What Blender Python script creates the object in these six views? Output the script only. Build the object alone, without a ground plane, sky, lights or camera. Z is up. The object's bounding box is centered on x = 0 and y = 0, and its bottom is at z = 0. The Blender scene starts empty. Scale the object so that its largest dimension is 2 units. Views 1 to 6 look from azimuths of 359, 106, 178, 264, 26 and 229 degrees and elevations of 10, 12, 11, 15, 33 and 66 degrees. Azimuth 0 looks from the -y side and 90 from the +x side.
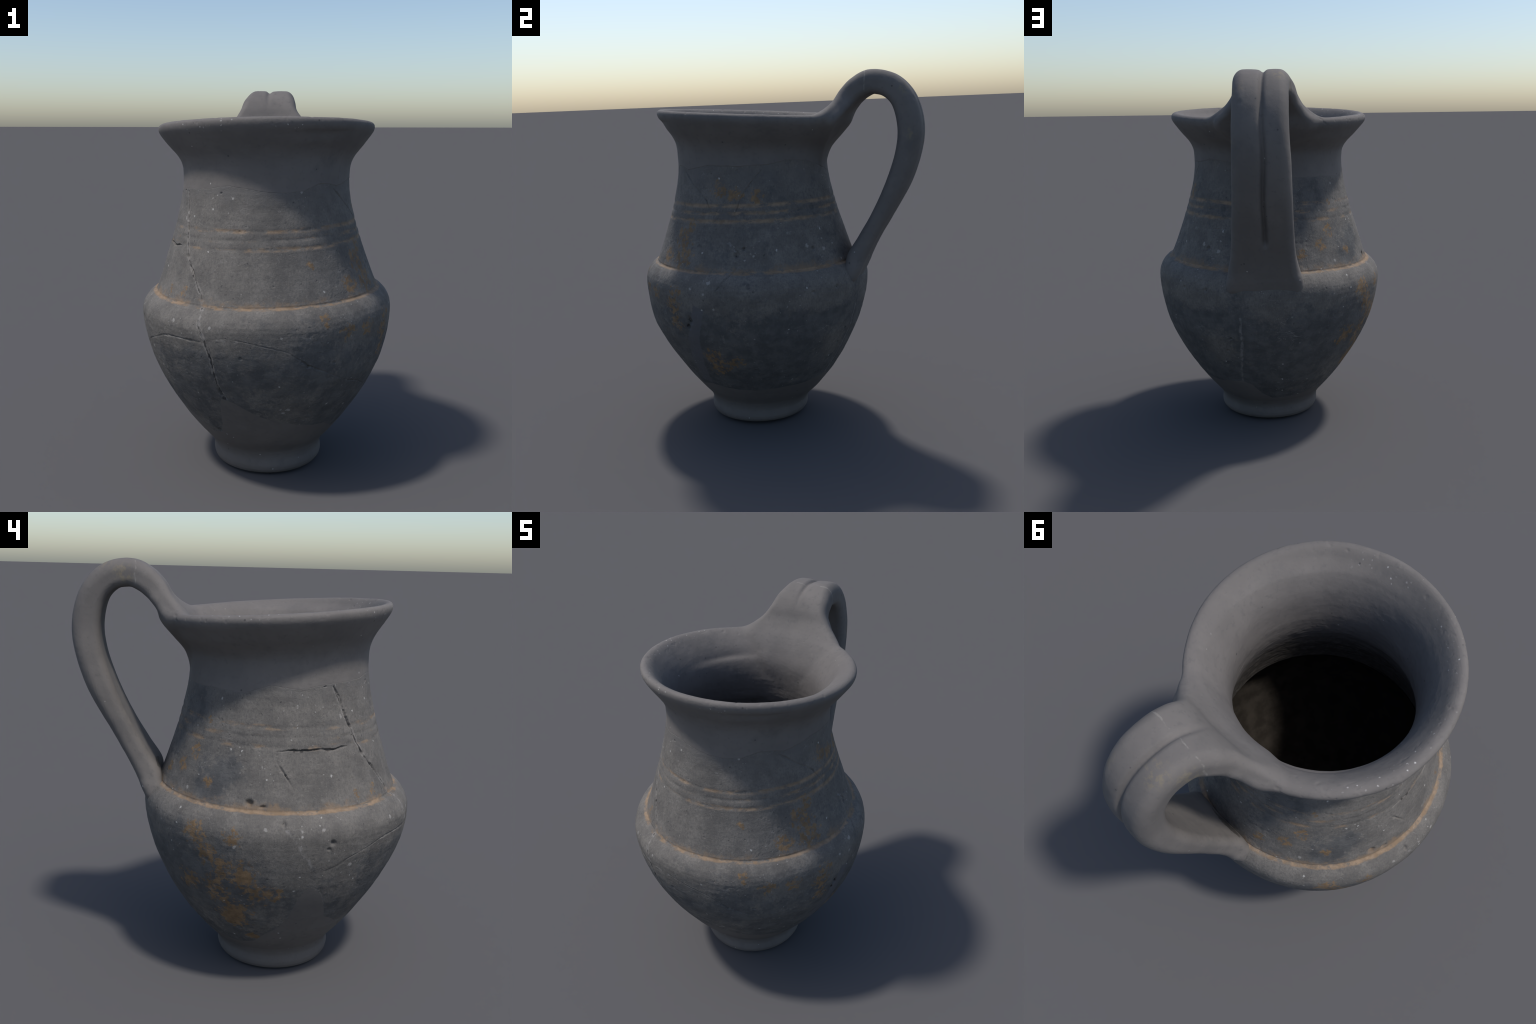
# An old, mended pottery jug: wheel-thrown grey clay body with a high strap handle.
# Neck, rim, handle and foot are smooth museum restoration; the body is the worn original.
import bpy, math
import numpy as np
from mathutils import Vector

rng = np.random.default_rng(7)

# ------------------------------------------------------------------ helpers
def sstep(a, b, x):
    t = np.clip((x - a) / (b - a), 0.0, 1.0)
    return t * t * (3 - 2 * t)

_perm = np.random.default_rng(11).permutation(4096).astype(np.int32)
_grad = np.random.default_rng(12).normal(size=(4096, 3))
_grad /= np.linalg.norm(_grad, axis=1)[:, None]

_grad = _grad.astype(np.float32)

def perlin(P, scale, seed=0):
    """gradient noise, about -0.7 .. 0.7"""
    Q = np.asarray(P, np.float32) * np.float32(scale) + np.float32(seed * 17.31)
    I = np.floor(Q)
    F = Q - I
    I = I.astype(np.int32)
    U = F * F * F * (F * (F * 6 - 15) + 10)
    fx, fy, fz = F.T; ux, uy, uz = U.T
    out = np.zeros(len(Q), np.float32)
    for dx in (0, 1):
        hx = _perm[(I[:, 0] + dx) & 4095]
        wx = ux if dx else 1 - ux
        for dy in (0, 1):
            hy = _perm[(hx + I[:, 1] + dy) & 4095]
            wxy = wx * (uy if dy else 1 - uy)
            for dz in (0, 1):
                g = _grad[_perm[(hy + I[:, 2] + dz) & 4095]]
                out += wxy * (uz if dz else 1 - uz) * (g[:, 0] * (fx - dx) + g[:, 1] * (fy - dy) + g[:, 2] * (fz - dz))
    return out

def fbm(P, scale, octaves=4, rough=0.5, seed=0):
    s, a, tot = 0.0, 1.0, 0.0
    for o in range(octaves):
        s = s + a * perlin(P, scale * 2 ** o, seed + o)
        tot += a
        a *= rough
    return s / tot

def smooth_curve(pts, n):
    """Catmull-Rom through control points, resampled by arc length"""
    p = np.array(pts, float)
    p = np.vstack([2 * p[0] - p[1], p, 2 * p[-1] - p[-2]])
    out = []
    for i in range(1, len(p) - 2):
        t = np.linspace(0, 1, 24, endpoint=False)[:, None]
        a, b, c, d = p[i - 1], p[i], p[i + 1], p[i + 2]
        out.append(0.5 * ((2 * b) + (c - a) * t + (2 * a - 5 * b + 4 * c - d) * t ** 2 + (3 * b - a - 3 * c + d) * t ** 3))
    out = np.vstack(out + [p[-2][None]])
    s = np.r_[0, np.cumsum(np.linalg.norm(np.diff(out[:, :2], axis=0), axis=1))]
    u = np.linspace(0, s[-1], n)
    return np.stack([np.interp(u, s, out[:, k]) for k in range(out.shape[1])], 1)

# ------------------------------------------------------------------ profile of the jug (radius, height)
FOOT = [(.240, .0), (.262, .005), (.278, .015), (.287, .032), (.291, .052), (.290, .072), (.289, .088), (.291, .100), (.297, .117)]
BELLY = [(.310, .140), (.327, .160), (.362, .200), (.402, .250), (.440, .300), (.473, .350), (.506, .400), (.535, .450),
         (.561, .500), (.584, .550), (.605, .600), (.621, .650), (.634, .700), (.645, .750), (.652, .800), (.655, .840),
         (.6545, .865), (.650, .888), (.640, .912), (.626, .933), (.610, .949), (.598, .957), (.590, .962)]
NECK = [(.5825, .9655), (.576, .978), (.567, 1.000), (.549, 1.050), (.532, 1.100), (.515, 1.150), (.498, 1.200), (.483, 1.250),
        (.469, 1.300), (.456, 1.350), (.444, 1.400), (.436, 1.450), (.431, 1.500), (.430, 1.530), (.431, 1.550)]
FLARE = [(.433, 1.580), (.438, 1.600), (.447, 1.620), (.460, 1.640), (.477, 1.660), (.496, 1.680), (.513, 1.700),
         (.529, 1.720), (.545, 1.740), (.556, 1.757), (.5605, 1.772)]
LIP = [(.558, 1.786), (.549, 1.795), (.535, 1.7985), (.517, 1.794), (.4945, 1.777), (.468, 1.748), (.442, 1.712), (.416, 1.668),
       (.396, 1.620), (.384, 1.570), (.379, 1.520)]
INNER = [(.383, 1.460), (.392, 1.400), (.406, 1.350), (.425, 1.280), (.446, 1.200), (.461, 1.140), (.476, 1.075), (.480, 1.050)]
OUT = np.array(FOOT + BELLY + NECK + FLARE)
PZ, PR = OUT[:, 1], OUT[:, 0]
# smooth the coarse polyline into a fine radius table, but keep the shoulder crease
_zf = np.linspace(0, 1.772, 1773)
_rf = np.interp(_zf, PZ, PR)
_k = np.exp(-np.linspace(-2, 2, 25) ** 2); _k /= _k.sum()
_rs = np.convolve(np.pad(_rf, 12, mode="edge"), _k, mode="valid")
_keep = 1.0 * (np.abs(_zf - .963) < .020) + .5 * (np.abs(_zf - .963) < .028) + (1 - sstep(.0, .05, _zf))
_rf = _rs * (1 - np.clip(_keep, 0, 1)) + _rf * np.clip(_keep, 0, 1)

CREASE_TILT = .016
def radius(az, z):
    """outer radius; the shoulder sits a little higher on the +x side"""
    w = np.exp(-((z - .95) / .12) ** 2)
    return np.interp(z - CREASE_TILT * np.sin(az) * w, _zf, _rf) + out_of_round(az, z)

def ang(az, centre, width):
    d = (np.degrees(az) - centre + 180) % 360 - 180
    return np.exp(-(d / width) ** 2)

def out_of_round(az, z):
    """the pot is not a true circle: fuller at the front left and low at the back"""
    fuller = np.interp(z, [.08, .2, .3, .4, .5, .65, .9, 1.0, 1.2, 1.35, 1.44, 1.52, 1.60], [.004, .005, .002, .002, .009, .016, .014, .010, .012, .012, .010, .005, 0])
    return (fuller * ang(az, -32 + 46 * sstep(.90, .50, z), 38) + .013 * ang(az, 165, 38) * sstep(.08, .2, z) * sstep(.55, .3, z)
            + .006 * ang(az, 48, 24) * sstep(.54, .62, z) * sstep(.80, .70, z)
            - .006 * ang(az, 120, 32) * sstep(.6, .75, z) * sstep(1.25, 1.0, z))

def axis_x(z): return .004 + .008 * (1 - sstep(.05, .17, z)) - .004 * sstep(1., 1.5, z)
def axis_y(z): return -.1545 - .011 * (1 - sstep(.05, .17, z)) - .002 * sstep(.5, 1., z)

def on_surface(az, z, off=0.0):
    r = radius(az, z) + off
    return np.stack([axis_x(z) + r * np.sin(az), axis_y(z) - r * np.cos(az), z + 0 * r], -1)

# rim tilts up towards the front
TILT = .066
def rim_lift(x, y, z): return (TILT * -(y + .156) + .009 * x) * sstep(1.53, 1.72, z)

# ------------------------------------------------------------------ where restoration meets old clay (azimuth in degrees, height)
SEAM_TOP = [(-180, 1.46), (-159, 1.446), (-136, 1.448), (-117, 1.436), (-101, 1.478), (-84, 1.461), (-68, 1.480), (-42, 1.492),
            (-26, 1.510), (-15, 1.500), (0, 1.483), (10, 1.479), (22, 1.488), (34, 1.520), (43, 1.517), (51, 1.503), (72, 1.532),
            (94, 1.525), (116, 1.527), (131, 1.546), (148, 1.536), (165, 1.500), (180, 1.46)]
SEAM_LOW = [(-180, .178), (-157, .178), (-142, .200), (-122, .186), (-109, .212), (-101, .276), (-92, .345), (-88, .420), (-85, .530),
            (-81, .606), (-75, .560), (-71, .480), (-67, .392), (-60, .360), (-51, .305), (-42, .250), (-34, .262), (-29, .340),
            (-24, .508), (-18, .492), (-12, .452), (-5, .410), (1, .390), (6, .375), (17, .345), (28, .326), (38, .318), (52, .262),
            (65, .287), (78, .275), (93, .268), (107, .267), (122, .280), (140, .287), (158, .314), (165, .289), (171, .221), (180, .178)]
def seam(table, az, wob, seed):
    t = np.array(table)
    d = np.degrees(az)
    z = np.interp(d, t[:, 0], t[:, 1])
    ring = np.stack([np.sin(az), np.cos(az), 0 * az], -1)
    return z + wob * fbm(ring, 9.0, 4, .6, seed)

# ------------------------------------------------------------------ cracks, holes (azimuth deg, height, half width m, depth m)
CRACKS = [
    [(-63, 1.47, .003, .006), (-59, 1.42, .0035, .007), (-57.5, 1.37, .004, .009), (-55.5, 1.32, .005, .011), (-53.5, 1.285, .0045, .010), (-52.3, 1.24, .0035, .007),
     (-50.2, 1.20, .003, .006), (-48.4, 1.166, .006, .016), (-45.8, 1.140, .003, .004), (-42.5, 1.105, .005, .011), (-40.8, 1.080, .006, .014), (-37.7, 1.042, .002, .003),
     (-34.5, 1.005, .002, .004), (-31.5, .955, .003, .006)],
    [(-31, .953, .003, .004), (-20, .957, .004, .006), (-10, .957, .002, .003)],
    [(-30.5, .94, .002, .003), (-30, .885, .002, .003), (-27, .819, .002, .003), (-25, .77, .002, .003), (-24.5, .70, .003, .006), (-24.1, .64, .003, .006), (-24, .575, .004, .009),
     (-23, .535, .008, .016), (-20.5, .508, .007, .012)],
    [(-97, 1.196, .002, .003), (-91, 1.206, .0025, .008), (-86, 1.205, .0040, .020), (-80, 1.205, .0034, .022), (-75, 1.206, .0034, .018), (-69, 1.202, .0050, .016), (-64, 1.206, .004, .012), (-58, 1.210, .002, .004)],
    [(-96.6, 1.160, .003, .004), (-93.6, 1.117, .0055, .012), (-91.8, 1.095, .004, .008), (-88, 1.035, .0018, .003)],
    [(-76, .686, 0.0018, 0.0018), (-70.3, .707, 0.0023, 0.0036), (-66, .735, 0.0018, 0.0024), (-62, .752, 0.0019, 0.0030), (-56, .774, 0.0019, 0.0018), (-51, .795, 0.0023, 0.0022), (-46, .806, 0.0045, 0.0043), (-40, .808, 0.0023, 0.0025),
     (-34, .806, 0.0037, 0.0040), (-29, .806, 0.0037, 0.0036), (-24, .822, 0.0018, 0.0007), (-18, .837, 0.0018, 0.0007), (-8.7, .822, 0.0023, 0.0018), (0.4, .798, 0.0030, 0.0022), (7, .775, 0.0023, 0.0014), (12.7, .729, 0.0030, 0.0036),
     (16.5, .698, 0.0053, 0.0060), (25.6, .652, 0.0018, 0.0018), (34, .605, 0.0023, 0.0036), (39, .583, 0.0037, 0.0054), (47, .556, 0.0018, 0.0018), (59, .502, 0.0018, 0.0018)],
    [(47.6, 1.489, .003, .003), (53.3, 1.455, .004, .006), (60, 1.413, .003, .004), (67.4, 1.376, .003, .005), (72.3, 1.342, .0035, .006), (75, 1.305, .003, .006), (78, 1.267, .002, .004)],
    [(112, 1.50, .002, .003), (106, 1.449, .004, .005), (100.2, 1.399, .004, .005), (96.1, 1.34, .003, .005), (94.5, 1.293, .003, .005), (92.9, 1.265, .002, .003)],
    [(87, 1.151, .002, .002), (92.5, 1.118, .003, .004), (96, 1.081, .004, .006), (99.5, 1.045, .003, .004)],
    [(97, 1.019, .003, .003), (93, .979, .004, .005), (89.5, .945, .003, .004), (86.4, .900, .002, .003)],
    [(135, 1.172, .002, .002), (144, 1.175, .0025, .003), (152, 1.181, .002, .002)],
    [(165.3, .833, .002, .002), (164.4, .74, .003, .004), (164, .641, .003, .004), (163.9, .563, .0025, .004), (162.7, .479, .0025, .004), (160.2, .356, .002, .003), (158.5, .316, .002, .003)],
]
HOLES = [  # azimuth, height, half width, half height, depth
    (70.9, .722, .012, .022, .014), (69.2, .685, .010, .018, .012), (95.1, 1.068, .011, .016, .010), (99.3, 1.101, .010, .008, .009),
    (-108.3, .980, .016, .013, .018), (-102, .968, .014, .006, .010), (-73.5, .824, .012, .012, .011), (-75, .795, .008, .007, .007), (-92.9, .913, .010, .010, .010),
    (-34.1, .274, .014, .013, .010), (16.5, .696, .010, .007, .008), (-30.5, 1.475, .006, .004, .005), (11, 1.492, .006, .004, .005), (-69, 1.475, .008, .005, .008),
    (-47, 1.50, .005, .004, .005), (141, 1.072, .012, .012, .010), (-116, .315, .010, .009, .008), (-80, .45, .010, .006, .007), (-78, .475, .006, .005, .005),
    (13, .72, .006, .005, .005), (28, .70, .007, .008, .007), (-12, .745, .006, .007, .006), (158, .60, .008, .008, .008), (155, .52, .008, .008, .007),
    (147, .87, .013, .012, .007), (133, .865, .010, .007, .005)]

def groove_height(az, k): return (1.309, 1.268, 1.226)[k] + .010 * np.sin(az - .35) + (0, .002, .002)[k] * np.sin(az)

def body_relief(az, z, zl, zu):
    """outward offset of the old clay surface (m)"""
    P = on_surface(az, z)
    live = sstep(0, .012, z - zl) * sstep(0, .008, zu - z)
    d = .0035 * fbm(P, 3.5, 3, .5, 3) * sstep(0, .07, zu - z)                      # hand-thrown unevenness
    d += live * (.0016 * fbm(P, 22, 4, .6, 5) + .0007 * fbm(P * np.array([1, 1, 2.2]), 95, 3, .6, 9))
    # turning marks run round the pot
    ring = np.stack([P[:, 0] * 3, P[:, 1] * 3, P[:, 2] * 60], 1)
    d += live * .0006 * perlin(ring, 1.0, 21)
    # three incised lines on the neck and the cut line at the shoulder
    wear = .40 + .60 * np.clip(fbm(P, 6, 3, .6, 31) * 2.5 + .2 + .12 * np.sin(az), -.5, 1)
    for k in range(3):
        d -= .0034 * wear * np.exp(-((z - groove_height(az, k) + .003 * perlin(P, 9, 36 + k)) / .0092) ** 2)
    zc = .962 + CREASE_TILT * np.sin(az)
    d -= .0035 * np.exp(-((z - zc - .003) / .0045) ** 2) * (.6 + .8 * np.clip(fbm(P, 9, 3, .6, 33) + .3, 0, 1))
    # pitted, flaked skin
    pit = np.clip(fbm(P, 46, 3, .55, 41) - .27, 0, 1)
    d -= live * .018 * pit
    flake = sstep(.14, .20, fbm(P, 8, 5, .6, 51)); d -= live * .0009 * flake
    # cracks between the joined sherds
    deg = np.degrees(az)
    near = np.zeros(len(z), bool)
    for line in CRACKS:
        for (p, q) in zip(line[:-1], line[1:]):
            lo, hi = min(p[0], q[0]) - 4, max(p[0], q[0]) + 4
            near |= ((deg - lo) % 360 < hi - lo) & (z > min(p[1], q[1]) - .035) & (z < max(p[1], q[1]) + .035)
    for a, h, wx, wz, dep in HOLES:
        near |= (np.abs((deg - a + 180) % 360 - 180) < 8) & (np.abs(z - h) < .06)
    Pn = P[near]
    wob = np.zeros((len(z), 2), np.float32); width_noise = np.ones(len(z), np.float32)
    depth_noise = np.ones(len(z), np.float32)
    depth_noise[near] = np.clip(.75 + 2.6 * fbm(Pn, 15, 3, .6, 91), .15, 1.35)
    wob[near] = .0060 * np.stack([fbm(Pn, 34, 4, .65, 61), fbm(Pn, 34, 4, .65, 71)], 1)
    width_noise[near] = np.clip(1 + 2.2 * fbm(Pn, 32, 3, .6, 81), .25, 2.2)
    for line in CRACKS:
        L = np.array(line)
        a0, a1 = L[:, 0].min() - 3, L[:, 0].max() + 3
        dd = (deg - a0) % 360
        sel = np.where((dd < a1 - a0) & (z > L[:, 1].min() - .03) & (z < L[:, 1].max() + .03))[0]
        if not len(sel): continue
        ang = a0 + dd[sel]
        best = np.zeros(len(sel))
        for p, q in zip(L[:-1], L[1:]):
            rm = np.interp((p[1] + q[1]) / 2, _zf, _rf)
            x = np.radians(ang) * rm + wob[sel, 0]; y = z[sel] + wob[sel, 1]
            ax_, ay_ = math.radians(p[0]) * rm, p[1]
            bx, by = math.radians(q[0]) * rm - ax_, q[1] - ay_
            t = np.clip(((x - ax_) * bx + (y - ay_) * by) / (bx * bx + by * by), 0, 1)
            dist = np.hypot(x - ax_ - t * bx, y - ay_ - t * by)
            w = np.maximum((p[2] + (q[2] - p[2]) * t) * width_noise[sel], .0022)
            dep = (p[3] + (q[3] - p[3]) * t)
            best = np.maximum(best, dep * np.exp(-(dist / w) ** 4))
        d[sel] -= best * live[sel] * depth_noise[sel]
    for a, h, wx, wz, dep in HOLES:
        dx = ((deg - a + 180) % 360 - 180) * math.pi / 180 * np.interp(h, _zf, _rf) + wob[:, 0] * 1.3
        q = (dx / wx) ** 2 + ((z - h + wob[:, 1] * 1.3) / wz) ** 2
        sel = q < 6
        d[sel] -= live[sel] * dep * np.exp(-q[sel] ** 1.5)
    return d

# ------------------------------------------------------------------ mesh building
def make_mesh(name, V, faces, smooth=True):
    me = bpy.data.meshes.new(name)
    V = np.asarray(V, np.float32)
    F = np.asarray(faces, np.int32)
    me.vertices.add(len(V)); me.vertices.foreach_set("co", V.ravel())
    n = F.shape[1]
    me.loops.add(F.size); me.loops.foreach_set("vertex_index", F.ravel())
    me.polygons.add(len(F))
    me.polygons.foreach_set("loop_start", np.arange(0, F.size, n, dtype=np.int32))
    me.polygons.foreach_set("use_smooth", np.full(len(F), smooth))
    me.update(calc_edges=True); me.validate()
    return me

def ring_faces(rows, cols, flip=False):
    i = np.arange(rows - 1)[:, None] * cols
    j = np.arange(cols)[None]; k = (j + 1) % cols
    q = np.stack([i + j, i + k, i + cols + k, i + cols + j], -1).reshape(-1, 4)
    return q[:, ::-1] if flip else q

def vertex_normals(V, F):
    a = np.cross(V[F[:, 2]] - V[F[:, 0]], V[F[:, 3]] - V[F[:, 1]])
    idx = F.ravel()
    n = np.stack([np.bincount(idx, np.repeat(a[:, k], 4), minlength=len(V)) for k in range(3)], 1)
    return n / np.maximum(np.linalg.norm(n, axis=1), 1e-12)[:, None]

COLS = 1050
AZ = np.linspace(-math.pi, math.pi, COLS, endpoint=False)
ZL = seam(SEAM_LOW, AZ, .006, 101)
ZU = seam(SEAM_TOP, AZ, .007, 102)

def column_grid(v, z0, z1):
    return (z0[None] + (z1 - z0)[None] * v[:, None])

def surface_points(az, z, off):
    """offset along the profile normal"""
    e = .002
    slope = (radius(az, z + e) - radius(az, z - e)) / (2 * e)
    nr, nz = 1 / np.sqrt(1 + slope ** 2), -slope / np.sqrt(1 + slope ** 2)
    P = on_surface(az, z, off * nr)
    P[:, 2] += off * nz
    return P

# --- body: the old clay
ROWS = 500
Zg = column_grid(np.linspace(0, 1, ROWS), ZL, ZU)
Ag = np.broadcast_to(AZ, Zg.shape)
off = body_relief(Ag.ravel(), Zg.ravel(), np.broadcast_to(ZL, Zg.shape).ravel(), np.broadcast_to(ZU, Zg.shape).ravel())
body_P = surface_points(Ag.ravel(), Zg.ravel(), off)
hem = [surface_points(AZ, ZU + dz, np.full(COLS, o)) for dz, o in ((.0010, -.0006), (.0014, -.012))]
body_V = np.vstack([body_P] + hem)
body_F = ring_faces(ROWS + 2, COLS)

# --- foot: restored base, shares its upper border with the body
FR = 150
v = np.linspace(0, 1, FR) ** 1.15
Zf = column_grid(v, np.full(COLS, .0), ZL)
Af = np.broadcast_to(AZ, Zf.shape)
Pf0 = on_surface(Af.ravel(), Zf.ravel())
offf = .0035 * fbm(Pf0, 3.5, 3, .5, 3) * sstep(0, .05, Zf.ravel())
offf += .0005 * fbm(Pf0, 16, 3, .5, 4) * sstep(0, .04, Zf.ravel()) * sstep(0, .02, np.broadcast_to(ZL, Zf.shape).ravel() - Zf.ravel())
foot_P = surface_points(Af.ravel(), np.maximum(Zf.ravel(), 0), offf)
foot_P[:COLS] = on_surface(AZ, np.zeros(COLS)); foot_P[-COLS:] = body_P[:COLS]
foot_P[:, 2] = np.maximum(foot_P[:, 2], 0)
foot_P[:, 2] += .009 * (.5 + .5 * np.sin(Af.ravel() - .3)) * (1 - sstep(0, .06, foot_P[:, 2]))
under = []
for r, z in ((.218, .0), (.205, .006), (.190, .016), (.10, .018), (.004, .018)):
    under.append(np.stack([axis_x(0.0) + r * np.sin(AZ), axis_y(0.0) - r * np.cos(AZ), np.full(COLS, z)], 1))
foot_V = np.vstack(under[::-1] + [foot_P])
foot_F = ring_faces(FR + len(under), COLS)

# --- inside of the vessel, below the restored neck
IN_Z = np.r_[np.linspace(.19, .93, 70), np.linspace(.94, 1.075, 14)]
IN = np.array([(.005, .128), (.08, .130), (.15, .138), (.205, .152), (.255, .172)] + [(0.0, float(z)) for z in IN_Z])
IC = 420
A2 = np.linspace(-math.pi, math.pi, IC, endpoint=False)
zi = np.repeat(IN[:, 1], IC); ai = np.tile(A2, len(IN))
ri = np.repeat(IN[:, 0], IC)
ri = np.where(ri > 0, ri, radius(ai, zi) - .056 - .006 * sstep(.86, 1.0, zi))
Pi = np.stack([.003 + ri * np.sin(ai), -.156 - ri * np.cos(ai), zi], 1)
ri = ri + np.minimum(ri * .05, 1) * .003 * fbm(np.stack([Pi[:, 0] * 2, Pi[:, 1] * 2, Pi[:, 2] * 14], 1), 1.5, 3, .5, 201) + .002 * fbm(Pi, 25, 3, .6, 202)
inside_V = np.stack([.003 + ri * np.sin(ai), -.156 - ri * np.cos(ai), zi], 1)
inside_F = ring_faces(len(IN), IC, flip=True)

# ------------------------------------------------------------------ restored neck, rim and handle: one smooth solid
# lathe cross-section as a signed distance table in (radius, height)
low = 1.055
outer_line = [(float(np.interp(z, _zf, _rf)), float(z)) for z in np.linspace(low, 1.775, 90)]
poly = np.array(outer_line + [tuple(p) for p in smooth_curve(LIP + INNER, 80)])

def polygon_sdf(X, Y, poly):
    d = np.full(X.shape, 9.0); inside = np.zeros(X.shape, bool)
    for (ax_, ay_), (bx, by) in zip(poly, np.roll(poly, -1, axis=0)):
        ex, ey = bx - ax_, by - ay_
        L = ex * ex + ey * ey
        if L < 1e-14: continue
        wx, wy = X - ax_, Y - ay_
        t = np.clip((wx * ex + wy * ey) / L, 0, 1)
        d = np.minimum(d, (wx - t * ex) ** 2 + (wy - t * ey) ** 2)
        c = ((ay_ > Y) != (by > Y))
        if abs(ey) > 1e-12:
            inside ^= c & (X < ex * (Y - ay_) / ey + ax_)
    d = np.sqrt(d)
    return np.where(inside, -d, d)

TR, TZ0, TH = .80, .70, .003
tr = np.arange(0, TR + TH, TH); tz = np.arange(TZ0, 2.15, TH)
LATHE = polygon_sdf(tr[:, None] + 0 * tz[None], 0 * tr[:, None] + tz[None], poly).astype(np.float32)

def sample2(T, r, z):
    i = np.clip(r / TH, 0, T.shape[0] - 1.001); j = np.clip((z - TZ0) / TH, 0, T.shape[1] - 1.001)
    i0 = i.astype(np.int32); j0 = j.astype(np.int32); fi = i - i0; fj = j - j0
    return (T[i0, j0] * (1 - fi) * (1 - fj) + T[i0 + 1, j0] * fi * (1 - fj) + T[i0, j0 + 1] * (1 - fi) * fj + T[i0 + 1, j0 + 1] * fi * fj)

# handle: centre line in the y-z plane with (y, z, half thickness, half width, centre x)
HANDLE = smooth_curve([(.250, 1.480, .004, .050, .035), (.266, 1.575, .014, .095, .035), (.299, 1.665, .024, .170, .034), (.347, 1.749, .034, .245, .035), (.399, 1.820, .047, .200, .030), (.434, 1.867, .054, .168, .028),
    (.484, 1.908, .059, .155, .034), (.552, 1.932, .063, .139, .046), (.648, 1.910, .063, .134, .053), (.721, 1.833, .064, .134, .058),
    (.755, 1.706, .067, .136, .061), (.745, 1.572, .067, .141, .058), (.690, 1.400, .064, .147, .055), (.597, 1.214, .054, .157, .053),
    (.525, 1.084, .054, .167, .050), (.475, .994, .059, .184, .047), (.456, .937, .054, .200, .043), (.424, .888, .055, .208, .042), (.355, .872, .05, .205, .042)], 240)
GROOVE_FROM, GROOVE_TO = 66, 190

def handle_frame(Y, Z):
    """nearest point of the centre line, for a grid in the y-z plane: signed normal offset, end distance, section values"""
    best = np.full(Y.shape, 1e9); idx = np.zeros(Y.shape, np.int32)
    for i, p in enumerate(HANDLE):
        q = (Y - p[0]) ** 2 + (Z - p[1]) ** 2
        m = q < best
        best[m] = q[m]; idx[m] = i
    T = np.gradient(HANDLE[:, :2], axis=0); T /= np.linalg.norm(T, axis=1)[:, None]
    p = HANDLE[idx]; t = T[idx]
    dy, dz = Y - p[..., 0], Z - p[..., 1]
    along = dy * t[..., 0] + dz * t[..., 1]
    n = -dy * t[..., 1] + dz * t[..., 0]     # + on the outer side
    ends = np.where((idx == 0) | (idx == len(HANDLE) - 1), np.abs(along), 0)
    step = np.linalg.norm(HANDLE[1, :2] - HANDLE[0, :2])
    f = np.clip(idx + along / step * (ends == 0), 0, len(HANDLE) - 1)
    sec = [np.interp(f, np.arange(len(HANDLE)), HANDLE[:, k]) for k in (2, 3, 4)]
    return n, ends, sec[0], sec[1], sec[2], f

# the mouth is a little drawn in at the front: lip radius by azimuth
LIP_R = np.array([(-180, .565), (-130, .571), (-105, .572), (-93, .562), (-67, .548), (-52, .541), (-38, .537), (-15, .531), (0, .531), (27, .536),
                  (47, .546), (70, .552), (100, .556), (128, .557), (180, .565)])
def mouth_radius(rho, X, Y, Z):
    az = np.degrees(np.arctan2(X, -(Y + .156)))
    k = (.5605 - .43) / (np.interp(az, LIP_R[:, 0], LIP_R[:, 1]) - .43)
    out = rho + np.maximum(rho - .43, 0) * (k - 1) * sstep(1.50, 1.62, Z) - out_of_round(np.radians(az), Z) * sstep(.40, .42, rho)
    # straighter, slimmer flare under the front lip
    out = out + .0075 * ang(np.radians(az), 8, 50) * sstep(1.57, 1.66, Z) * sstep(1.83, 1.69, Z) * sstep(.40, .44, rho)
    out = out - .013 * ang(np.radians(az), -138, 30) * np.exp(-((Z - 1.63) / .045) ** 2) * sstep(.40, .43, rho)
    # the hollow sits off centre: thick lip on the +x side, thin wall opposite and behind
    mid = np.interp(Z, [1.05, 1.5, 1.6, 1.66, 1.72, 1.77], [.515, .407, .415, .44, .475, .52])
    inw = sstep(.018, -.018, rho - mid)
    zone = sstep(1.52, 1.78, Z)
    D = .030 * zone * ang(np.radians(az), 72, 52) - .013 * (1 - .6 * zone) * ang(np.radians(az), -62, 70) + .012 * zone * ang(np.radians(az), 180, 45) - .006 * (1 - zone) * ang(np.radians(az), 180, 35)
    return out + D * inw * sstep(1.80, 1.75, Z)

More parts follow.
